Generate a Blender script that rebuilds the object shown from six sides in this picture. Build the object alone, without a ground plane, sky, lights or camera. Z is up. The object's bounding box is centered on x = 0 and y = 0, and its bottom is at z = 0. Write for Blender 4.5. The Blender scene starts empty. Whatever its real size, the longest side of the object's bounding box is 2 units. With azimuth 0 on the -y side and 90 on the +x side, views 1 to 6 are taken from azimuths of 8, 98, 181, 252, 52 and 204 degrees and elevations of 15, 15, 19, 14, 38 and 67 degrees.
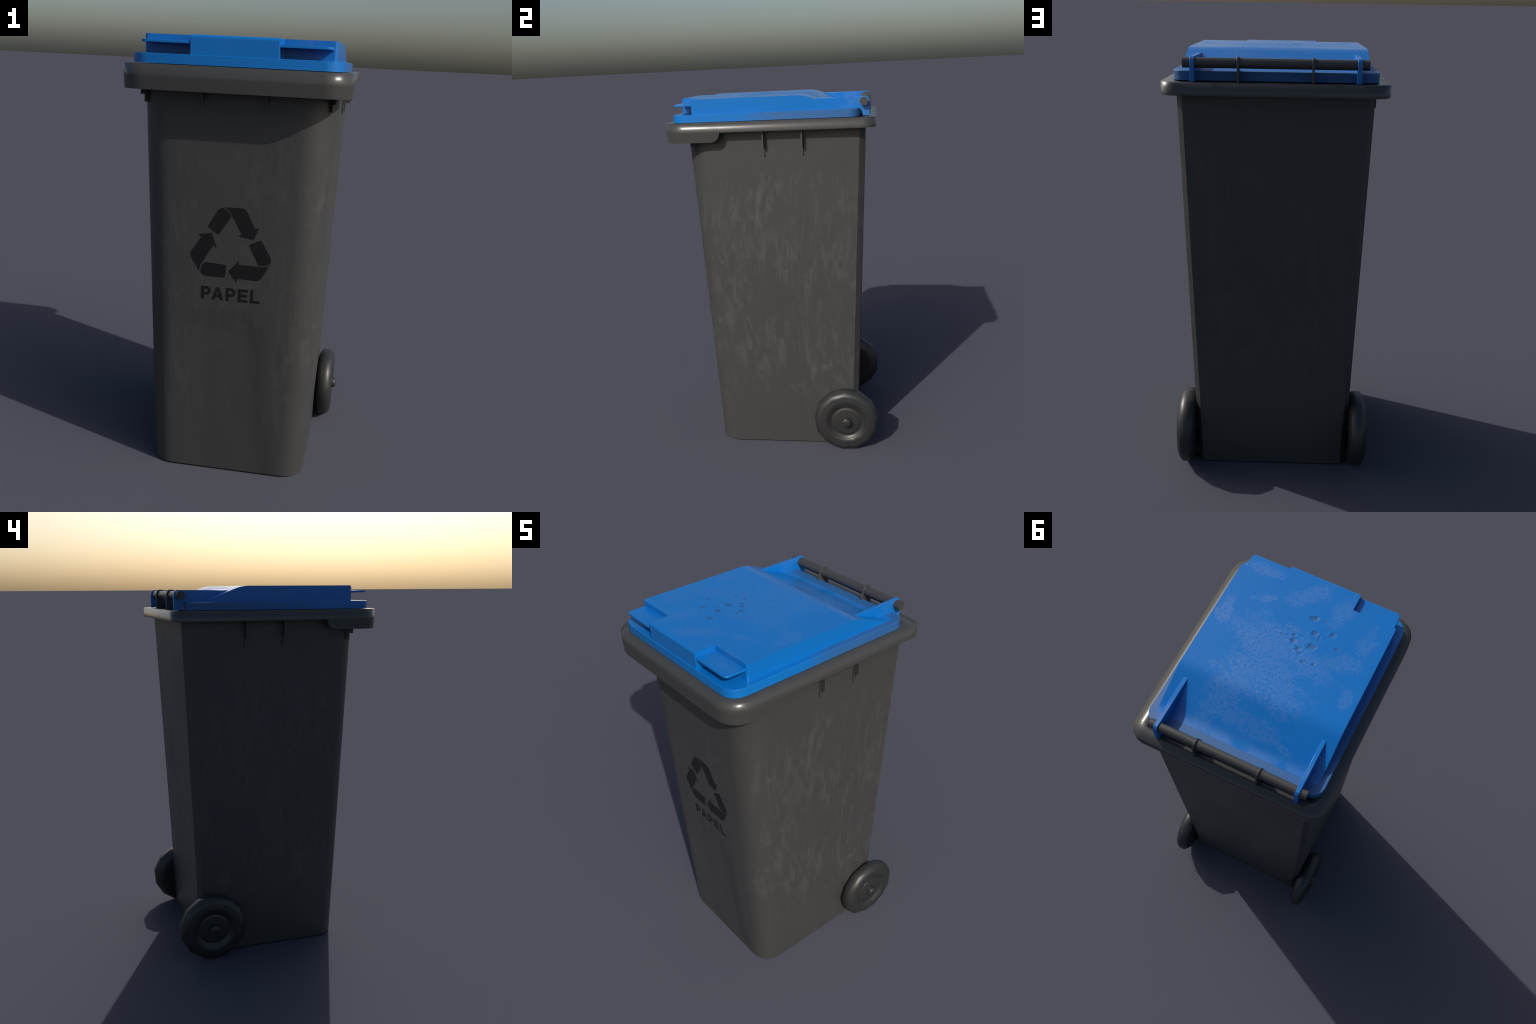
# Two-wheeled household recycling bin: grey tapered body, grey collar, blue hinged lid.
import bpy, bmesh, math, random
from mathutils import Vector, Matrix, noise

random.seed(11)

# ------------------------------------------------------------------ helpers
def link(ob, parent=None):
    bpy.context.scene.collection.objects.link(ob)
    if parent is not None:
        ob.parent = parent
    return ob

def mesh_object(name, verts, faces, mat, parent, smooth_angle=None, sharp=None):
    me = bpy.data.meshes.new(name)
    me.from_pydata([tuple(v) for v in verts], [], faces)
    bm = bmesh.new(); bm.from_mesh(me)
    bmesh.ops.remove_doubles(bm, verts=bm.verts, dist=1e-5)
    bmesh.ops.dissolve_degenerate(bm, edges=bm.edges, dist=1e-6)
    bmesh.ops.recalc_face_normals(bm, faces=bm.faces)
    for f in bm.faces:
        f.smooth = smooth_angle is not None
    if smooth_angle is not None:
        for e in bm.edges:
            if len(e.link_faces) == 2 and e.calc_face_angle() > math.radians(smooth_angle):
                e.smooth = False
            if sharp is not None and sharp(e):
                e.smooth = False
    bm.to_mesh(me); bm.free()
    me.materials.append(mat)
    return link(bpy.data.objects.new(name, me), parent)

def rounded_outline(hw, y0, y1, r_front, r_back, seg_f=4, seg_b=4, extra_side=()):
    """Counter-clockwise plan outline (x, y): front is -y.  extra_side = y values added on both sides."""
    pts = []
    def arc(cx, cy, r, a0, a1, n):
        for i in range(n + 1):
            a = math.radians(a0 + (a1 - a0) * i / n)
            pts.append((cx + r * math.cos(a), cy + r * math.sin(a)))
    arc(-hw + r_front, y0 + r_front, r_front, 180, 270, seg_f)
    arc(hw - r_front, y0 + r_front, r_front, 270, 360, seg_f)
    for y in sorted(extra_side):
        pts.append((hw, y))
    arc(hw - r_back, y1 - r_back, r_back, 0, 90, seg_b)
    arc(-hw + r_back, y1 - r_back, r_back, 90, 180, seg_b)
    for y in sorted(extra_side, reverse=True):
        pts.append((-hw, y))
    return pts

def loft(rings, close_start=False, close_end=False):
    verts, faces = [], []
    n = len(rings[0])
    for r in rings:
        verts += r
    for k in range(len(rings) - 1):
        for i in range(n):
            j = (i + 1) % n
            faces.append((k * n + i, k * n + j, (k + 1) * n + j, (k + 1) * n + i))
    if close_start:
        faces.append(tuple(reversed(range(n))))
    if close_end:
        faces.append(tuple(range((len(rings) - 1) * n, len(rings) * n)))
    return verts, faces

def prism(poly, a, b, axis):
    """Extrude a 2D polygon along axis: 'x' -> poly is (y,z); 'z' -> poly is (x,y); 'y' -> (x,z)."""
    def put(p, t):
        return {'x': (t, p[0], p[1]), 'z': (p[0], p[1], t), 'y': (p[0], t, p[1])}[axis]
    return loft([[put(p, a) for p in poly], [put(p, b) for p in poly]], True, True)

def bevel_object(ob, width, segments=2, angle=40):
    m = ob.modifiers.new('soft_edge', 'BEVEL')
    m.width = width; m.segments = segments; m.limit_method = 'ANGLE'
    m.angle_limit = math.radians(angle); m.harden_normals = False

# ------------------------------------------------------------------ materials
class Nodes:
    def __init__(self, name):
        self.mat = bpy.data.materials.new(name); self.mat.use_nodes = True
        self.t = self.mat.node_tree; self.t.nodes.clear()
        self.out = self.t.nodes.new('ShaderNodeOutputMaterial')
        self.bsdf = self.t.nodes.new('ShaderNodeBsdfPrincipled')
        self.t.links.new(self.bsdf.outputs[0], self.out.inputs[0])
        self.co = self.t.nodes.new('ShaderNodeTexCoord').outputs['Object']
    def put(self, sock, val):
        if hasattr(val, 'is_output'):
            self.t.links.new(val, sock)
        else:
            sock.default_value = val
    def math(self, op, a, b=0.0, c=0.0, clamp=False):
        n = self.t.nodes.new('ShaderNodeMath'); n.operation = op; n.use_clamp = clamp
        for s, v in zip(n.inputs, (a, b, c)): self.put(s, v)
        return n.outputs[0]
    def noise(self, scale, detail=3.0, rough=0.5, vec=None, stretch=None, offset=(0, 0, 0), distort=0.0, rot=(0, 0, 0)):
        v = vec or self.co
        if stretch or any(offset) or any(rot):
            m = self.t.nodes.new('ShaderNodeMapping')
            m.inputs['Location'].default_value = offset
            m.inputs['Rotation'].default_value = rot
            m.inputs['Scale'].default_value = stretch or (1, 1, 1)
            self.t.links.new(v, m.inputs['Vector']); v = m.outputs[0]
        n = self.t.nodes.new('ShaderNodeTexNoise')
        n.inputs['Scale'].default_value = scale; n.inputs['Detail'].default_value = detail
        n.inputs['Roughness'].default_value = rough; n.inputs['Distortion'].default_value = distort
        self.t.links.new(v, n.inputs['Vector'])
        return n.outputs['Fac']
    def ramp(self, x, lo, hi, a=0.0, b=1.0):
        n = self.t.nodes.new('ShaderNodeMapRange'); n.interpolation_type = 'SMOOTHSTEP'
        for s, v in zip(n.inputs, (x, lo, hi, a, b)): self.put(s, v)
        return n.outputs[0]
    def mix(self, f, a, b):
        n = self.t.nodes.new('ShaderNodeMix'); n.data_type = 'RGBA'
        self.put(n.inputs['Factor'], f)
        self.put(n.inputs[6], a if hasattr(a, 'is_output') else (*a, 1))
        self.put(n.inputs[7], b if hasattr(b, 'is_output') else (*b, 1))
        return n.outputs[2]
    def xyz(self):
        n = self.t.nodes.new('ShaderNodeSeparateXYZ'); self.t.links.new(self.co, n.inputs[0])
        return n.outputs
    def bump(self, h, strength, dist):
        n = self.t.nodes.new('ShaderNodeBump'); n.inputs['Strength'].default_value = strength
        n.inputs['Distance'].default_value = dist; self.t.links.new(h, n.inputs['Height'])
        self.t.links.new(n.outputs[0], self.bsdf.inputs['Normal'])
    def ellipse(self, cx, cy, rx, ry, ang, soft=0.8, wob=None):
        """Soft elliptical patch in plan, 1 inside .. 0 outside."""
        x, y, _ = self.xyz()
        c, s = math.cos(math.radians(ang)), math.sin(math.radians(ang))
        dx = self.math('SUBTRACT', x, cx); dy = self.math('SUBTRACT', y, cy)
        u = self.math('ADD', self.math('MULTIPLY', dx, c / rx), self.math('MULTIPLY', dy, s / rx))
        v = self.math('ADD', self.math('MULTIPLY', dx, -s / ry), self.math('MULTIPLY', dy, c / ry))
        d = self.math('SQRT', self.math('ADD', self.math('MULTIPLY', u, u), self.math('MULTIPLY', v, v)))
        if wob is not None:
            d = self.math('ADD', d, wob)
        return self.ramp(d, 1.0 + soft * 0.2, 1.0 - soft, 0.0, 1.0)
    def done(self, color, rough, spec=0.5):
        self.put(self.bsdf.inputs['Base Color'], color if hasattr(color, 'is_output') else (*color, 1))
        self.put(self.bsdf.inputs['Roughness'], rough)
        self.bsdf.inputs['Specular IOR Level'].default_value = spec
        return self.mat

GREY = (0.0465, 0.0467, 0.0463)
GREY_PALE = (0.078, 0.078, 0.076)
GREY_DARK = (0.039, 0.0393, 0.0395)
BLUE = (0.0025, 0.143, 0.468)
BLUE_PALE = (0.032, 0.150, 0.43)

def body_material():
    k = Nodes('weathered_grey_plastic')
    x, y, z = k.xyz()
    # dried run-off: wavy vertical trails plus short soft smears
    warp = k.noise(5.0, 2, 0.5, stretch=(1, 1, 0.5), offset=(1, 3, 5))
    a = k.noise(9.0, 2, 0.45, stretch=(1, 1, 0.17), distort=0.9)
    c = k.noise(16.0, 1.5, 0.45, stretch=(1, 1, 0.22), offset=(7, 2, 4), distort=0.8)
    b = k.noise(22.0, 2.5, 0.5, stretch=(1, 1, 0.42), offset=(3, 1, 2), distort=0.7)
    def trail(n, sharp):
        return k.math('SUBTRACT', 1.0, k.math('MULTIPLY', k.math('ABSOLUTE', k.math('SUBTRACT', n, 0.5)), sharp), clamp=True)
    trails = k.math('MAXIMUM', trail(a, 30.0), k.math('MULTIPLY', trail(c, 24.0), 0.95))
    smear = k.math('MULTIPLY', k.ramp(b, 0.53, 0.70), k.ramp(warp, 0.42, 0.58))
    streak = k.math('MAXIMUM', k.math('MULTIPLY', trails, k.ramp(b, 0.36, 0.60)), smear)
    zone = k.ramp(k.noise(3.1, 2, 0.5, offset=(5, 2, 7)), 0.28, 0.50)
    height = k.math('MULTIPLY', k.ramp(z, 0.16, 0.42), k.ramp(z, 1.70, 1.48))
    edge = k.ramp(k.math('ABSOLUTE', k.math('SUBTRACT', y, 0.03)), 0.43, 0.30)
    flank = k.ramp(k.math('ABSOLUTE', x), 0.30, 0.35)
    where = k.math('ADD', 0.6, k.math('MULTIPLY', k.math('MULTIPLY', flank, edge), 0.40))
    f = k.math('MULTIPLY', k.math('MULTIPLY', k.math('MULTIPLY', streak, zone), height), where)
    col = k.mix(k.math('MULTIPLY', f, 0.54), GREY, GREY_PALE)
    # one long pale scratch low on the front
    ux, uz, L = 0.737, -0.676, 0.096
    px, pz = k.math('ADD', x, 0.199), k.math('SUBTRACT', z, 0.172)
    along = k.math('ADD', k.math('MULTIPLY', px, ux), k.math('MULTIPLY', pz, uz))
    across = k.math('ABSOLUTE', k.math('SUBTRACT', k.math('MULTIPLY', px, -uz), k.math('MULTIPLY', pz, -ux)))
    scratch = k.math('MULTIPLY', k.ramp(across, 0.0028, 0.0008), k.math('MULTIPLY', k.ramp(along, 0.0, 0.02), k.ramp(along, L, L - 0.02)))
    scratch = k.math('MULTIPLY', scratch, k.ramp(y, -0.30, -0.33))
    col = k.mix(k.math('MULTIPLY', scratch, 0.5), col, GREY_PALE)
    cloud = k.ramp(k.noise(3.2, 3, 0.5, offset=(1, 8, 3)), 0.42, 0.66)
    col = k.mix(k.math('MULTIPLY', cloud, 0.25), col, GREY_DARK)
    # pin-prick black specks
    vor = k.t.nodes.new('ShaderNodeTexVoronoi'); vor.inputs['Scale'].default_value = 55
    k.t.links.new(k.co, vor.inputs['Vector'])
    sep = k.t.nodes.new('ShaderNodeSeparateColor'); k.t.links.new(vor.outputs['Color'], sep.inputs[0])
    speck = k.math('MULTIPLY', k.ramp(vor.outputs['Distance'], 0.16, 0.06), k.math('GREATER_THAN', sep.outputs[0], 0.72))
    col = k.mix(k.math('MULTIPLY', speck, 0.6), col, (0.02, 0.02, 0.02))
    rough = k.math('ADD', k.math('MULTIPLY', f, 0.10), k.math('ADD', 0.42, k.math('MULTIPLY', cloud, 0.06)))
    # soft pressed-in panel low on the front: top arch, right edge flaring to the base (relief of a few mm, plus moulding grain)
    e = k.math('SUBTRACT', 0.206, k.math('MULTIPLY', z, 0.112))
    right = k.ramp(k.math('SUBTRACT', x, e), 0.065, -0.065)
    left = k.ramp(x, -0.30, -0.10)
    top = k.ramp(z, 0.85, 0.70)
    front = k.ramp(y, -0.30, -0.35)
    press = k.math('MULTIPLY', k.math('MULTIPLY', right, left), k.math('MULTIPLY', top, front))
    waves = k.math('MULTIPLY', k.noise(5, 2, 0.5, stretch=(1, 1, 0.5)), 0.0035)
    h = k.math('SUBTRACT', waves, k.math('MULTIPLY', press, 0.0085))
    h = k.math('ADD', h, k.math('MULTIPLY', k.noise(420, 2, 0.5), 0.00004))
    k.bump(h, 1.0, 1.0)
    return k.done(col, rough)

def collar_material():
    k = Nodes('glossy_grey_plastic')
    n = k.noise(6, 3)
    col = k.mix(k.math('MULTIPLY', n, 0.25), GREY, GREY_DARK)
    line = k.ramp(k.noise(60, 3, 0.6, stretch=(1, 1, 0.12)), 0.66, 0.74)
    col = k.mix(k.math('MULTIPLY', line, 0.4), col, (0.03, 0.03, 0.03))
    return k.done(col, k.math('ADD', 0.26, k.math('MULTIPLY', n, 0.05)))

def plain_grey(name, rough, base=GREY):
    k = Nodes(name)
    n = k.noise(14, 3)
    col = k.mix(k.math('MULTIPLY', n, 0.3), base, GREY_DARK)
    return k.done(col, k.math('ADD', rough, k.math('MULTIPLY', n, 0.06)))

# scuffed patches on the lid top: centre x, y, half lengths, angle
SCUFFS = [(0.13, -0.08, 0.20, 0.12, -12), (0.00, 0.03, 0.15, 0.13, 20), (0.03, -0.40, 0.13, 0.06, 38),
          (-0.15, -0.38, 0.055, 0.10, -20), (-0.25, -0.13, 0.125, 0.06, 14), (0.16, 0.24, 0.10, 0.19, -22),
          (-0.09, 0.14, 0.13, 0.12, 0), (0.21, -0.29, 0.07, 0.03, 25), (0.345, -0.14, 0.04, 0.11, 8),
          (-0.315, -0.27, 0.055, 0.09, 0), (-0.345, 0.03, 0.035, 0.06, 0), (-0.15, 0.33, 0.12, 0.02, -14),
          (0.29, -0.45, 0.11, 0.05, 0), (-0.03, -0.09, 0.26, 0.11, -20), (0.10, 0.12, 0.17, 0.15, 10), (0.02, 0.30, 0.22, 0.06, -5)]
def lid_material():
    k = Nodes('scuffed_blue_plastic')
    x, y, z = k.xyz()
    wob = k.math('MULTIPLY', k.math('SUBTRACT', k.noise(11, 5, 0.65), 0.5), 2.1)
    patch = None
    for e in SCUFFS:
        m = k.ellipse(e[0], e[1], e[2] * 1.15, e[3] * 1.15, e[4], wob=wob)
        patch = m if patch is None else k.math('MAXIMUM', patch, m)
    grain = k.noise(105, 3, 0.65, distort=1.0)
    fleck = k.ramp(k.math('ADD', grain, k.math('MULTIPLY', patch, 0.10)), 0.49, 0.63)
    scuff = k.math('MULTIPLY', fleck, k.ramp(patch, 0.02, 0.75))
    foot = k.ramp(y, 0.34, 0.41)                         # paler, duller strip along the hinge, where the slope runs out
    haze = k.math('MULTIPLY', foot, k.ramp(k.noise(9, 3, 0.6), 0.30, 0.62))
    col = k.mix(k.math('MULTIPLY', k.math('MAXIMUM', scuff, k.math('MULTIPLY', haze, 0.9)), 0.5), BLUE, BLUE_PALE)
    big = k.ramp(k.noise(3.0, 2, 0.5, offset=(2, 4, 1)), 0.4, 0.65)
    col = k.mix(k.math('MULTIPLY', big, 0.18), col, (0.005, 0.122, 0.40))
    rough = k.math("ADD", 0.235, k.math("ADD", k.math("MULTIPLY", scuff, 0.22), k.math('MULTIPLY', haze, 0.24)))
    return k.done(col, rough)

def flange_material():
    """Lid edge: same blue, dulled by grey dust that thickens towards the hinge."""
    k = Nodes('dusty_blue_plastic')
    x, y, z = k.xyz()
    n = k.noise(6, 3, 0.55, offset=(4, 1, 0))
    d = k.ramp(k.math('ADD', y, k.math('MULTIPLY', k.math('SUBTRACT', n, 0.5), 0.5)), -0.32, 0.20)
    dust = k.math('MULTIPLY', d, 0.75)
    col = k.mix(dust, BLUE, (0.026, 0.092, 0.235))
    return k.done(col, k.math('ADD', 0.30, k.math('MULTIPLY', d, 0.22)))

M_BODY = body_material()
M_COLLAR = collar_material()
M_BLUE = lid_material()
M_FLANGE = flange_material()
def pit_material():
    k = Nodes('dark_pit_blue_plastic')
    n = k.noise(60, 3)
    return k.done(k.mix(n, (0.012, 0.095, 0.28), (0.018, 0.105, 0.30)), 0.6, 0.3)
M_PIT = pit_material()
M_BAR = plain_grey('satin_grey_plastic', 0.38)
M_TYRE = plain_grey('dark_grey_rubber', 0.38, (0.021, 0.0213, 0.0214))
M_RIB = plain_grey('grey_rib_plastic', 0.45)
def ink_material():
    k = Nodes('black_printing_ink_matt')
    n = k.noise(40, 3)
    return k.done(k.mix(n, (0.0065, 0.0065, 0.0068), (0.0085, 0.0085, 0.0088)), 0.44, 0.38)
M_INK = ink_material()

# ------------------------------------------------------------------ the thing
bin_ = bpy.data.objects.new('recycling_bin', None)
link(bin_)
bin_.rotation_euler = (0, 0, math.radians(-0.37))   # stands very slightly turned
bin_['label'] = 'tall grey wheeled recycling bin with scuffed blue lid'
bin_['category'] = 'wheelie bin'

# ------------------------------------------------------------------ body
BODY_Z0, BODY_Z1 = 0.006, 1.852
def front_y(z): return -0.3720 - 0.0465 * z
def back_y(z):  return 0.4290 + 0.0385 * z
def half_w(z):  return 0.3675 + 0.0264 * z
def front_r(z): return 0.104 + 0.019 * z

def body_ring(z, inset=0.0, seg=6, cols=4):
    hw, yf, yb, r = half_w(z) - inset, front_y(z) + inset, back_y(z) - inset, front_r(z)
    pts = []
    def corner(a0, cx):
        return [(cx + r * math.cos(math.radians(a0 + 90 * i / seg)), yf + r + r * math.sin(math.radians(a0 + 90 * i / seg)), z)
                for i in range(seg + 1)]
    left, right = corner(180, -hw + r), corner(270, hw - r)
    pts += left
    for i in range(1, cols):
        x = left[-1][0] + (right[0][0] - left[-1][0]) * i / cols
        pts.append((x, yf, z))
    pts += right
    cx, cy = 0.0265, 0.027                                   # flat chamfer up the back corners
    pts += [(hw, 0.15, z), (hw - 0.0025, yb - cy, z), (hw - cx, yb, z), (-hw + cx, yb, z), (-hw + 0.0025, yb - cy, z), (-hw, 0.15, z)]
    return pts

levels = [BODY_Z0 + (BODY_Z1 - BODY_Z0) * i / 20 for i in range(21)]
rings = [body_ring(z) for z in levels] + [body_ring(BODY_Z1, 0.012)] + [body_ring(0.03, 0.012)]
v, f = loft(rings, True, True)
body = mesh_object('bin_body', v, f, M_BODY, bin_, 28)

# stiffening ribs under the collar: stepped plates
def rib(name, origin, outward, reach, z_mid, z_low):
    o = Vector((origin[0], origin[1], 0)); d = Vector((outward[0], outward[1], 0)).normalized()
    t = Vector((-d.y, d.x, 0)) * 0.0042
    prof = [(-0.03, 1.845), (reach[1], 1.845), (reach[1], z_mid), (reach[0], z_mid), (reach[0], z_low), (-0.03, z_low)]
    a = [o + d * p[0] + t + Vector((0, 0, p[1])) for p in prof]
    b = [o + d * p[0] - t + Vector((0, 0, p[1])) for p in prof]
    v, f = loft([a, b], True, True)
    return mesh_object(name, v, f, M_RIB, body)
for sx in (1, -1):
    for y in (-0.030, 0.1735):
        rib('stiffening_rib', (sx * 0.4120, y), (sx, 0), (0.0085, 0.037), 1.744, 1.6955)
    rib('stiffening_rib', (sx * 0.134, -0.4520), (0, -1), (0.0095, 0.034), 1.7465, 1.7100)
    rib('stiffening_rib', (sx * 0.3925, -0.4005), (sx * 0.62, -0.78), (0.0105, 0.0295), 1.7535, 1.7215)

# ------------------------------------------------------------------ collar (thick rim with a deeper lip round the front)
C_TOP, C_MID, C_LIP = 1.880, 1.8305, 1.7805
def lip_drop(y):
    """How far the lip hangs below the plain collar: a quarter-round start, then full depth."""
    t = (-0.252 - y) / 0.050
    if t <= 0: return 0.0
    if t >= 1: return C_MID - C_LIP
    return (C_MID - C_LIP) * math.sqrt(1 - (1 - t) ** 2)
side_ys = [-0.30, -0.290, -0.278, -0.268, -0.260, -0.255, -0.2525, -0.252]
def collar_ring(inset, zfun):
    o = rounded_outline(0.4740 - inset, -0.5580 + inset, 0.5570 - inset, 0.111 - inset * 0.7, 0.066 - inset * 0.5,
                        5, 5, side_ys)
    return [(p[0], p[1], zfun(p[1])) for p in o]
def z_low(y): return C_MID - 0.0015 - lip_drop(y)
def drafted(inset, zfun):
    base, r = collar_ring(inset, zfun), []
    for q in base:
        k = 0.002 * lip_drop(q[1]) / (C_MID - C_LIP)
        m = Vector((q[0], q[1])); c = Vector((0, 0))
        s = Vector((q[0] - math.copysign(k, q[0]) * min(1, abs(q[0]) / 0.4), q[1] + (k if q[1] < -0.4 else 0)))
        r.append((s.x, s.y, q[2]))
    return r
rings = [collar_ring(0.085, lambda y: C_TOP - 0.004), collar_ring(0.050, lambda y: C_TOP), collar_ring(0.0, lambda y: C_TOP),
         collar_ring(0.001, lambda y: C_MID), drafted(0.001, z_low), drafted(0.012, z_low),
         collar_ring(0.016, lambda y: 1.8395), collar_ring(0.085, lambda y: 1.8395)]
v, f = loft(rings)
n = len(rings[0]); f += [((len(rings) - 1) * n + i, (len(rings) - 1) * n + (i + 1) % n, (i + 1) % n, i) for i in range(n)]
def collar_sharp(e):
    z = [w.co.z for w in e.verts]
    return max(z) < C_MID - 0.001 and all(abs(w.co.z - z_low(w.co.y)) < 0.002 for w in e.verts)
collar = mesh_object('collar', v, f, M_COLLAR, bin_, 100, collar_sharp)

# ------------------------------------------------------------------ lid
LID_HW, LID_Y0, LID_Y1 = 0.3995, -0.413, 0.422
BLK_HW, BLK_Y0 = 0.1805, -0.5135
FL_Z0, FL_Z1 = 1.8825, 1.9215
TOP = 2.0

def lid_profile(y):
    """Flat top, rounded shoulder, straight slope down to the flange behind."""
    ys, yr, slope = 0.150, 0.220, -0.375
    if y <= ys: z = TOP
    elif y <= yr: z = TOP + slope * (y - ys) ** 2 / (2 * (yr - ys))
    else: z = TOP + slope * (yr - ys) / 2 + slope * (y - yr)
    foot = FL_Z1 + 0.0004                      # run out smoothly into the flange
    d = z - foot
    if d < 0.010:
        z = foot + (0.0 if d < -0.010 else (d + 0.010) ** 2 / 0.040)
    r = 0.012
    if y < BLK_Y0 + r:
        t = (BLK_Y0 + r - y) / r
        z -= r * (1 - math.sqrt(max(0.0, 1 - t * t)))
    return z

# shallow pits in the top: x, y, half width, half length, turn
PITS = [(-.041, -.288, .023, .014, 20), (-.095, -.2955, .006, .006, 0), (-.133, -.277, .006, .006, 0), (-.156, -.245, .015, .013, 0),
        (-.078, -.218, .016, .015, 40), (-.104, -.208, .007, .007, 0), (-.108, -.192, .007, .006, 0), (.002, -.168, .012, .009, 0),
        (-.004, -.139, .014, .013, 30), (-.042, -.109, .014, .013, 0), (-.060, -.091, .011, .009, 0), (-.022, -.090, .007, .006, 0),
        (-.093, -.145, .023, .015, 15), (-.202, -.182, .014, .008, 10), (-.088, -.055, .010, .008, 0), (-.140, -.066, .009, .008, 0),
        (.060, -.150, .006, .005, 0), (.045, -.205, .006, .005, 0)]
def pit_depth(x, y):
    d = 0.0
    for cx, cy, a, b, ang in PITS:
        if abs(x - cx) > 0.05 or abs(y - cy) > 0.05: continue
        c, s = math.cos(math.radians(ang)), math.sin(math.radians(ang))
        u, w = ((x - cx) * c + (y - cy) * s) / (a * 1.2), (-(x - cx) * s + (y - cy) * c) / (b * 1.25)
        r = math.hypot(u, w) + 0.35 * noise.noise(Vector((x * 70, y * 70, cx * 50)))
        if r < 1.0:
            t = min(1.0, (1.0 - r) / 0.70); d -= min(a, b) * 0.145 * t * t * (3 - 2 * t)
        elif r < 1.45:
            d += 0.0005 * math.sin(math.pi * (r - 1.0) / 0.45)
    return d

def lines(a, b, step, extra):
    n = max(1, round((b - a) / step)); s = [a + (b - a) * i / n for i in range(n + 1)]
    s = [q for q in s if all(abs(q - e) > step * 0.45 for e in extra)] + list(extra)
    return sorted(set(round(q, 6) for q in s))

def lid_panel():
    edge = 0.003
    xs = lines(-LID_HW, LID_HW, 0.003, (-LID_HW, -LID_HW + edge, -BLK_HW, -BLK_HW + edge, BLK_HW - edge, BLK_HW, LID_HW - edge, LID_HW))
    ys = lines(BLK_Y0, LID_Y1, 0.003, (BLK_Y0, BLK_Y0 + .0006, BLK_Y0 + .002, BLK_Y0 + .0045, BLK_Y0 + .008, LID_Y0, LID_Y0 + edge, LID_Y1))
    bm = bmesh.new(); grid = {}
    def inside(x, y):
        return y >= LID_Y0 - 1e-6 or abs(x) <= BLK_HW + 1e-6
    def vert(i, j):
        if (i, j) not in grid:
            x, y = xs[i], ys[j]
            z = lid_profile(y) + (pit_depth(x, y) if -0.35 < y < 0 else 0)
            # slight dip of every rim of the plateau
            dx = LID_HW - abs(x) if y >= LID_Y0 - 1e-6 else BLK_HW - abs(x)
            dy = y - LID_Y0 if abs(x) > BLK_HW - 1e-6 else 1.0
            if abs(x) <= BLK_HW and y > LID_Y0 + 1e-6: dx = max(dx, LID_HW - abs(x))
            d = min(dx, dy) if dy >= 0 else dx
            # rounded plan corners at the front of the plateau
            r = 0.013; ax, ay = abs(x) - (LID_HW - r), (LID_Y0 + r) - y
            if ax > 0 and ay > 0:
                k = max(ax, ay) / math.hypot(ax, ay)
                x, y = math.copysign(LID_HW - r + ax * k, x), LID_Y0 + r - ay * k
            grid[(i, j)] = bm.verts.new((x, y, z))
        return grid[(i, j)]
    for i in range(len(xs) - 1):
        for j in range(len(ys) - 1):
            if inside((xs[i] + xs[i + 1]) / 2, (ys[j] + ys[j + 1]) / 2):
                bm.faces.new((vert(i, j), vert(i + 1, j), vert(i + 1, j + 1), vert(i, j + 1)))
    rim = [e for e in bm.edges if len(e.link_faces) == 1]
    for e in rim: e.smooth = False
    ext = bmesh.ops.extrude_edge_only(bm, edges=rim)
    for w in [g for g in ext['geom'] if isinstance(g, bmesh.types.BMVert)]:
        w.co.z = FL_Z1 - 0.004
    for e in bm.edges:
        if len(e.link_faces) == 2:
            fa = e.calc_face_angle()
            if fa > math.radians(35): e.smooth = False
    for fc in bm.faces: fc.smooth = True
    bmesh.ops.recalc_face_normals(bm, faces=bm.faces)
    # orientation: the plateau must face up
    up = max(bm.faces, key=lambda q: q.calc_center_median().z)
    if up.normal.z < 0: bmesh.ops.reverse_faces(bm, faces=bm.faces)
    me = bpy.data.meshes.new('lid'); bm.to_mesh(me); bm.free(); me.materials.append(M_BLUE)
    me.materials.append(M_PIT)                       # pit faces get a duller, darker blue
    for p in me.polygons:
        if p.normal.z > 0.5 and -0.35 < p.center.y < 0 and pit_depth(p.center.x, p.center.y) < -0.0004:
            p.material_index = 1
    return link(bpy.data.objects.new('lid', me), bin_)
lid = lid_panel()

o = rounded_outline(0.4315, -0.518, 0.474, 0.072, 0.056, 4, 4)
ins = rounded_outline(0.4300, -0.5165, 0.4725, 0.0705, 0.0545, 4, 4)
v, f = loft([[(p[0], p[1], FL_Z0) for p in o], [(p[0], p[1], FL_Z1 - 0.0015) for p in o], [(p[0], p[1], FL_Z1) for p in ins]], True, True)
lid_flange = mesh_object('lid_flange', v, f, M_FLANGE, lid, 35)

# grip tabs in the two front notches
def tab_outline(sx):
    pts = [(0.176, -0.405), (0.176, -0.5105)]
    r, cx, cy = 0.022, 0.3875 - 0.022, -0.5105 + 0.022
    pts += [(cx + r * math.cos(math.radians(a)), cy + r * math.sin(math.radians(a))) for a in (270, 292, 315, 338, 360)]
    pts += [(0.3865, -0.405)]
    return [(sx * p[0], p[1]) for p in pts]
for sx in (1, -1):
    v, f = prism(tab_outline(sx), 1.9640, 1.9748, 'z')
    tab = mesh_object('grip_tab', v, f, M_BLUE, lid, 35)
    bevel_object(tab, 0.0015, 2)

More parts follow.
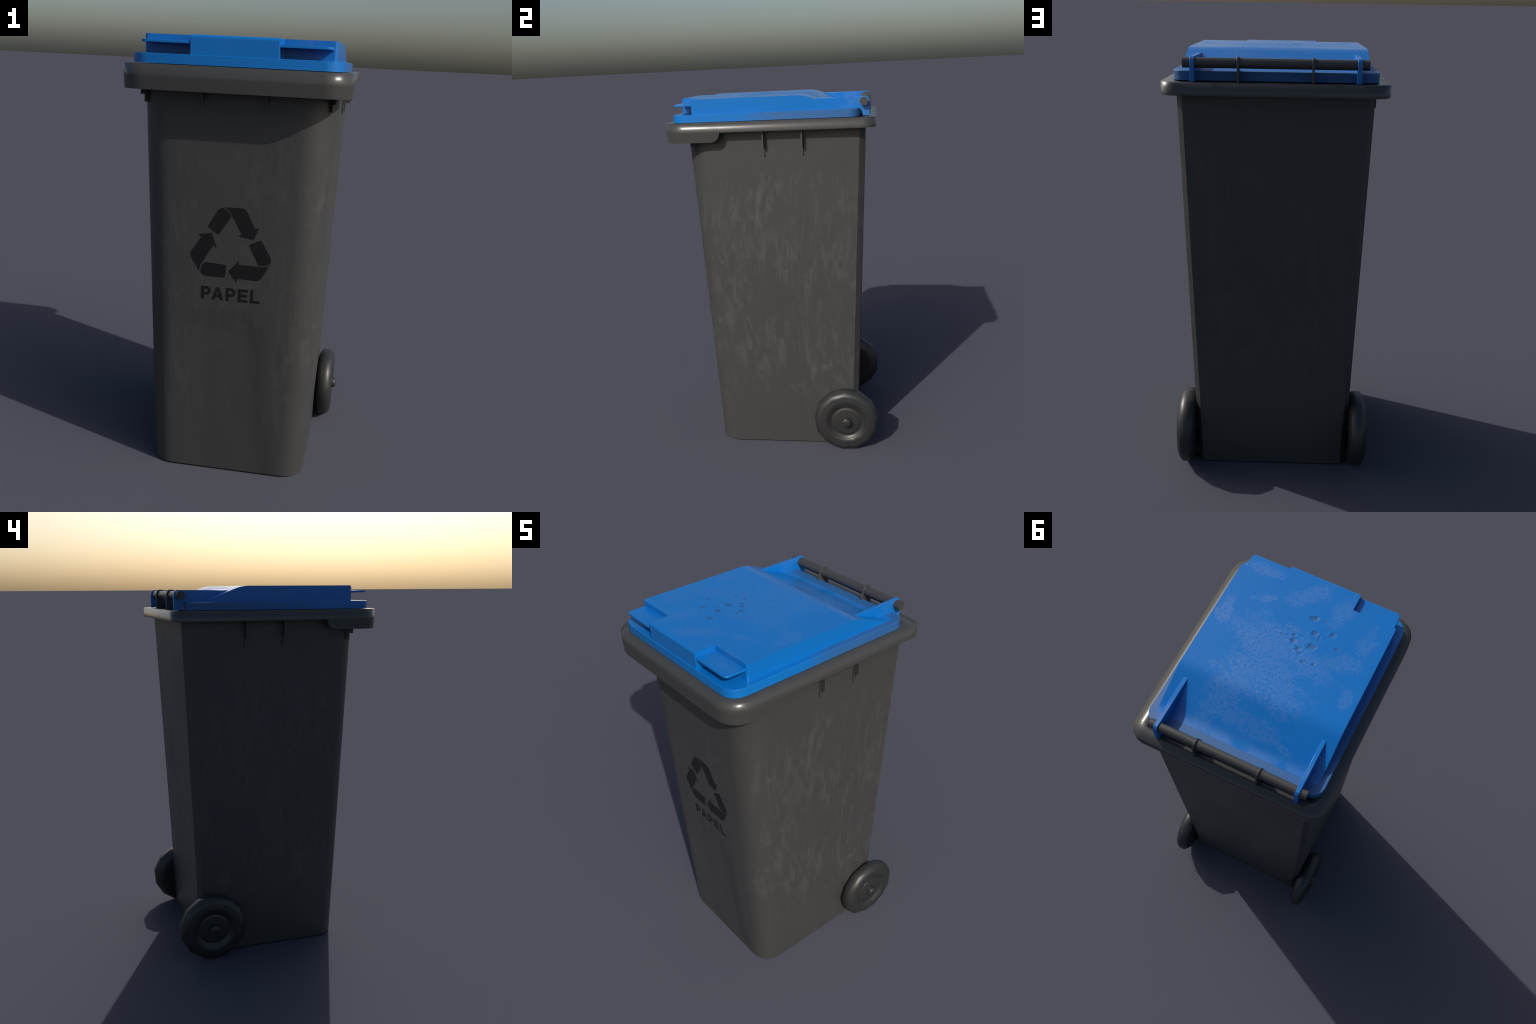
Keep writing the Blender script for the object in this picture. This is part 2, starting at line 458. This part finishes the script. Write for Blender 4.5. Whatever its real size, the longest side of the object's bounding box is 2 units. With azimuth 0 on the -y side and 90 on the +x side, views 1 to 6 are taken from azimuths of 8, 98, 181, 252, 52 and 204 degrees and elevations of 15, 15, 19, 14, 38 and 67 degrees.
# hinge brackets on the lid
BRACKET = [(0.2375, 1.9795), (0.509, 1.9808), (0.5185, 1.9735), (0.5240, 1.9600), (0.5250, 1.9460), (0.5238, 1.8818),
           (0.4870, 1.8818), (0.4817, 1.9040), (0.4735, 1.9210), (0.380, 1.9200), (0.30, 1.9300), (0.225, 1.950)]
for sx in (1, -1):
    a, b = sx * 0.3315, sx * 0.3500
    v, f = prism(BRACKET, a, b, 'x')
    br = mesh_object('hinge_bracket', v, f, M_BLUE, lid, 35)
    bevel_object(br, 0.0012, 2)

# ------------------------------------------------------------------ hinge bar (hexagonal) and its clips
HY, HZ, HR = 0.4955, 1.9556, 0.0232
def hexagon(r): return [(HY + r * math.cos(math.radians(60 * i)), HZ + r * math.sin(math.radians(60 * i))) for i in range(6)]
v, f = prism(hexagon(HR), -0.381, 0.381, 'x')
def end_edges(e): return abs(e.verts[0].co.x - e.verts[1].co.x) < 1e-4
bar = mesh_object('hinge_bar', v, f, M_BAR, bin_, 75, end_edges)
CLIP = [(0.5265, 1.8790), (0.5250, 1.9600), (0.5165, 1.9785), (0.5090, 1.9830), (0.4880, 1.9830), (0.4785, 1.9770), (0.4715, 1.9620),
        (0.4580, 1.9290), (0.4560, 1.9235), (0.4620, 1.8790)]
for cx in (0.1530, -0.1530):
    v, f = prism(CLIP, cx - 0.0048, cx + 0.0048, 'x')
    clip = mesh_object('hinge_clip', v, f, M_BAR, bar, 35)
    bevel_object(clip, 0.001, 2)

# ------------------------------------------------------------------ wheels
W_Y, W_Z, W_X = 0.3750, 0.1800, 0.4165
SIDES = 13
def lathe(profile, sx, sides, phase, close_first=False, close_last=False):
    rings = []
    for r, x in profile:
        ring = []
        for i in range(sides):
            a = math.radians(phase + 360 * i / sides)
            ring.append((sx * x, r * math.cos(a), r * math.sin(a)))
        rings.append(ring)
    return loft(rings, close_first, close_last)
TYRE = [(0.080, -0.036), (0.130, -0.045), (0.162, -0.037), (0.1825, -0.0180), (0.1825, 0.0175), (0.162, 0.0375),
        (0.147, 0.0420), (0.1435, 0.0413), (0.140, 0.0425), (0.122, 0.0425), (0.108, 0.0405), (0.104, 0.0320)]
FACE = [(0.1080, 0.0350), (0.1035, 0.0402), (0.0985, 0.0385), (0.0925, 0.0335), (0.0865, 0.0300), (0.0815, 0.0302), (0.0765, 0.0335),
        (0.070, 0.0348), (0.026, 0.0355)]
HUB = [(0.0275, 0.029), (0.0275, 0.0545), (0.0245, 0.0590), (0.018, 0.0615)]
for sx in (1, -1):
    v, f = lathe(FACE + [(0.001, 0.0355)], sx, SIDES * 4, 94, False, True)
    v2, f2 = lathe([(0.1080, -0.035), (0.001, -0.035)], sx, SIDES * 4, 94, False, True)
    k = len(v); v = v + v2; f = f + [tuple(i + k for i in q) for q in f2]
    k2 = SIDES * 4
    # close the disc into a solid by joining front rim to back rim
    f += [(i, (i + 1) % k2, k + (i + 1) % k2, k + i) for i in range(k2)]
    wheel = mesh_object('wheel', v, f, M_TYRE, bin_, 50)
    wheel.location = (sx * W_X, W_Y, W_Z)
    v, f = lathe(TYRE, sx, SIDES, 94)
    nrm = SIDES; last = len(TYRE) - 1
    f += [(last * nrm + i, last * nrm + (i + 1) % nrm, (i + 1) % nrm, i) for i in range(nrm)]
    tyre = mesh_object('tyre', v, f, M_TYRE, wheel, 70)
    v, f = lathe(HUB, sx, 10, 18, False, True)
    hub = mesh_object('hub_cap', v, f, M_TYRE, wheel, 75)
v, f = lathe([(0.017, -0.40), (0.017, 0.40)], 1, 16, 0, True, True)
axle = mesh_object('axle', v, f, M_BAR, bin_, 40)
axle.location = (0, W_Y, W_Z)

# ------------------------------------------------------------------ printed recycling mark and word on the front
PRINT = 0.0007
def print_plate(name, outline, parent):
    """A thin film of ink lying on the sloping front wall; outline in (x, z)."""
    a = [(p[0], front_y(p[1]) + 0.001, p[1]) for p in outline]
    b = [(p[0], front_y(p[1]) - PRINT, p[1]) for p in outline]
    v, f = loft([a, b], True, True)
    return mesh_object(name, v, f, M_INK, parent)

CX, CZ = 0.0010, 1.1172
def bezier(p0, p1, p2, n=8):
    return [tuple((1 - t) ** 2 * a + 2 * t * (1 - t) * b + t * t * c for a, b, c in zip(p0, p1, p2)) for t in [i / n for i in range(n + 1)]]
# the top arrow, drawn once: folded tail strip and pointed strip, then turned by thirds
TAIL = [(-.1061, 1.2067), (-.0566, 1.1734)] + bezier((-.0032, 1.2555), (-.0100, 1.2850), (-.0370, 1.2945), 8) + \
       bezier((-.0390, 1.2945), (-.0530, 1.2965), (-.0640, 1.2790), 6)
HEAD = bezier((-.0310, 1.2985), (-.0100, 1.2880), (.0010, 1.2640), 8) + [(.0465, 1.1825), (.0279, 1.1750), (.0989, 1.1622), (.1217, 1.2185),
       (.1032, 1.2127)] + bezier((.0690, 1.2810), (.0600, 1.2995), (.0400, 1.3000), 8)
def turned(pts, deg):
    c, s = math.cos(math.radians(deg)), math.sin(math.radians(deg))
    return [(CX + (x - CX) * c - (z - CZ) * s, CZ + (x - CX) * s + (z - CZ) * c) for x, z in pts]
mark = None
for deg in (0, -120, -240):
    t = print_plate('recycling_arrow', turned(HEAD, deg), mark or body)
    s = print_plate('arrow_tail', turned(TAIL, deg), t)

# block letters built from strokes
LH, LZ, ST = 0.0612, 0.8710, 0.0136
def rect(x0, z0, x1, z1): return [(x0, z0), (x1, z0), (x1, z1), (x0, z1)]
def letter_P(x, w=0.0445):
    top, bot = LZ + LH, LZ + 0.0205
    r = (top - bot) / 2; cx = x + w - r; cz = (top + bot) / 2
    outer = [(cx + r * math.cos(math.radians(a)), cz + r * math.sin(math.radians(a))) for a in range(-90, 91, 15)]
    ri = r - ST * 0.93
    inner = [(cx + ri * math.cos(math.radians(a)), cz + ri * math.sin(math.radians(a))) for a in range(90, -91, -15)]
    bowl = [(x + ST, bot)] + outer + [(x + ST, top)] + [(x + ST, cz + ri)] + inner + [(x + ST, cz - ri)]
    return [rect(x, LZ, x + ST, LZ + LH), bowl]
def letter_A(x, w=0.0555):
    m = x + w / 2; h = LZ + LH
    left = [(x, LZ), (x + ST * 1.08, LZ), (m + 0.0002, h - 0.0165), (m, h), (m - ST * 0.52, h)]
    right = [(2 * m - p[0], p[1]) for p in reversed(left)]
    k = 0.0135
    cross = rect(x + 0.0145, LZ + k, x + w - 0.0145, LZ + k + 0.0115)
    return [left, right, cross]
def letter_E(x, w=0.0445):
    s = ST * 0.92
    return [rect(x, LZ, x + ST, LZ + LH)] + [rect(x + ST, z, x + ww, z + s) for z, ww in
            ((LZ, w), (LZ + LH / 2 - s / 2, w * 0.93), (LZ + LH - s, w))]
def letter_L(x, w=0.0440):
    return [rect(x, LZ, x + ST, LZ + LH), rect(x + ST, LZ, x + w, LZ + ST * 0.92)]
for strokes in (letter_P(-.1302), letter_A(-.0825), letter_P(-.0175), letter_E(.0375), letter_L(.0930)):
    verts, faces = [], []
    for poly in strokes:
        a = [(p[0], front_y(p[1]) + 0.001, p[1]) for p in poly]
        b = [(p[0], front_y(p[1]) - PRINT, p[1]) for p in poly]
        v, f = loft([a, b], True, True)
        k = len(verts); verts += v; faces += [tuple(i + k for i in q) for q in f]
    me = bpy.data.meshes.new('printed_letter'); me.from_pydata(verts, [], faces)
    bm = bmesh.new(); bm.from_mesh(me)
    bmesh.ops.recalc_face_normals(bm, faces=bm.faces); bmesh.ops.triangulate(bm, faces=[q for q in bm.faces if len(q.verts) > 4])
    bm.to_mesh(me); bm.free(); me.materials.append(M_INK)
    link(bpy.data.objects.new('printed_letter', me), body)
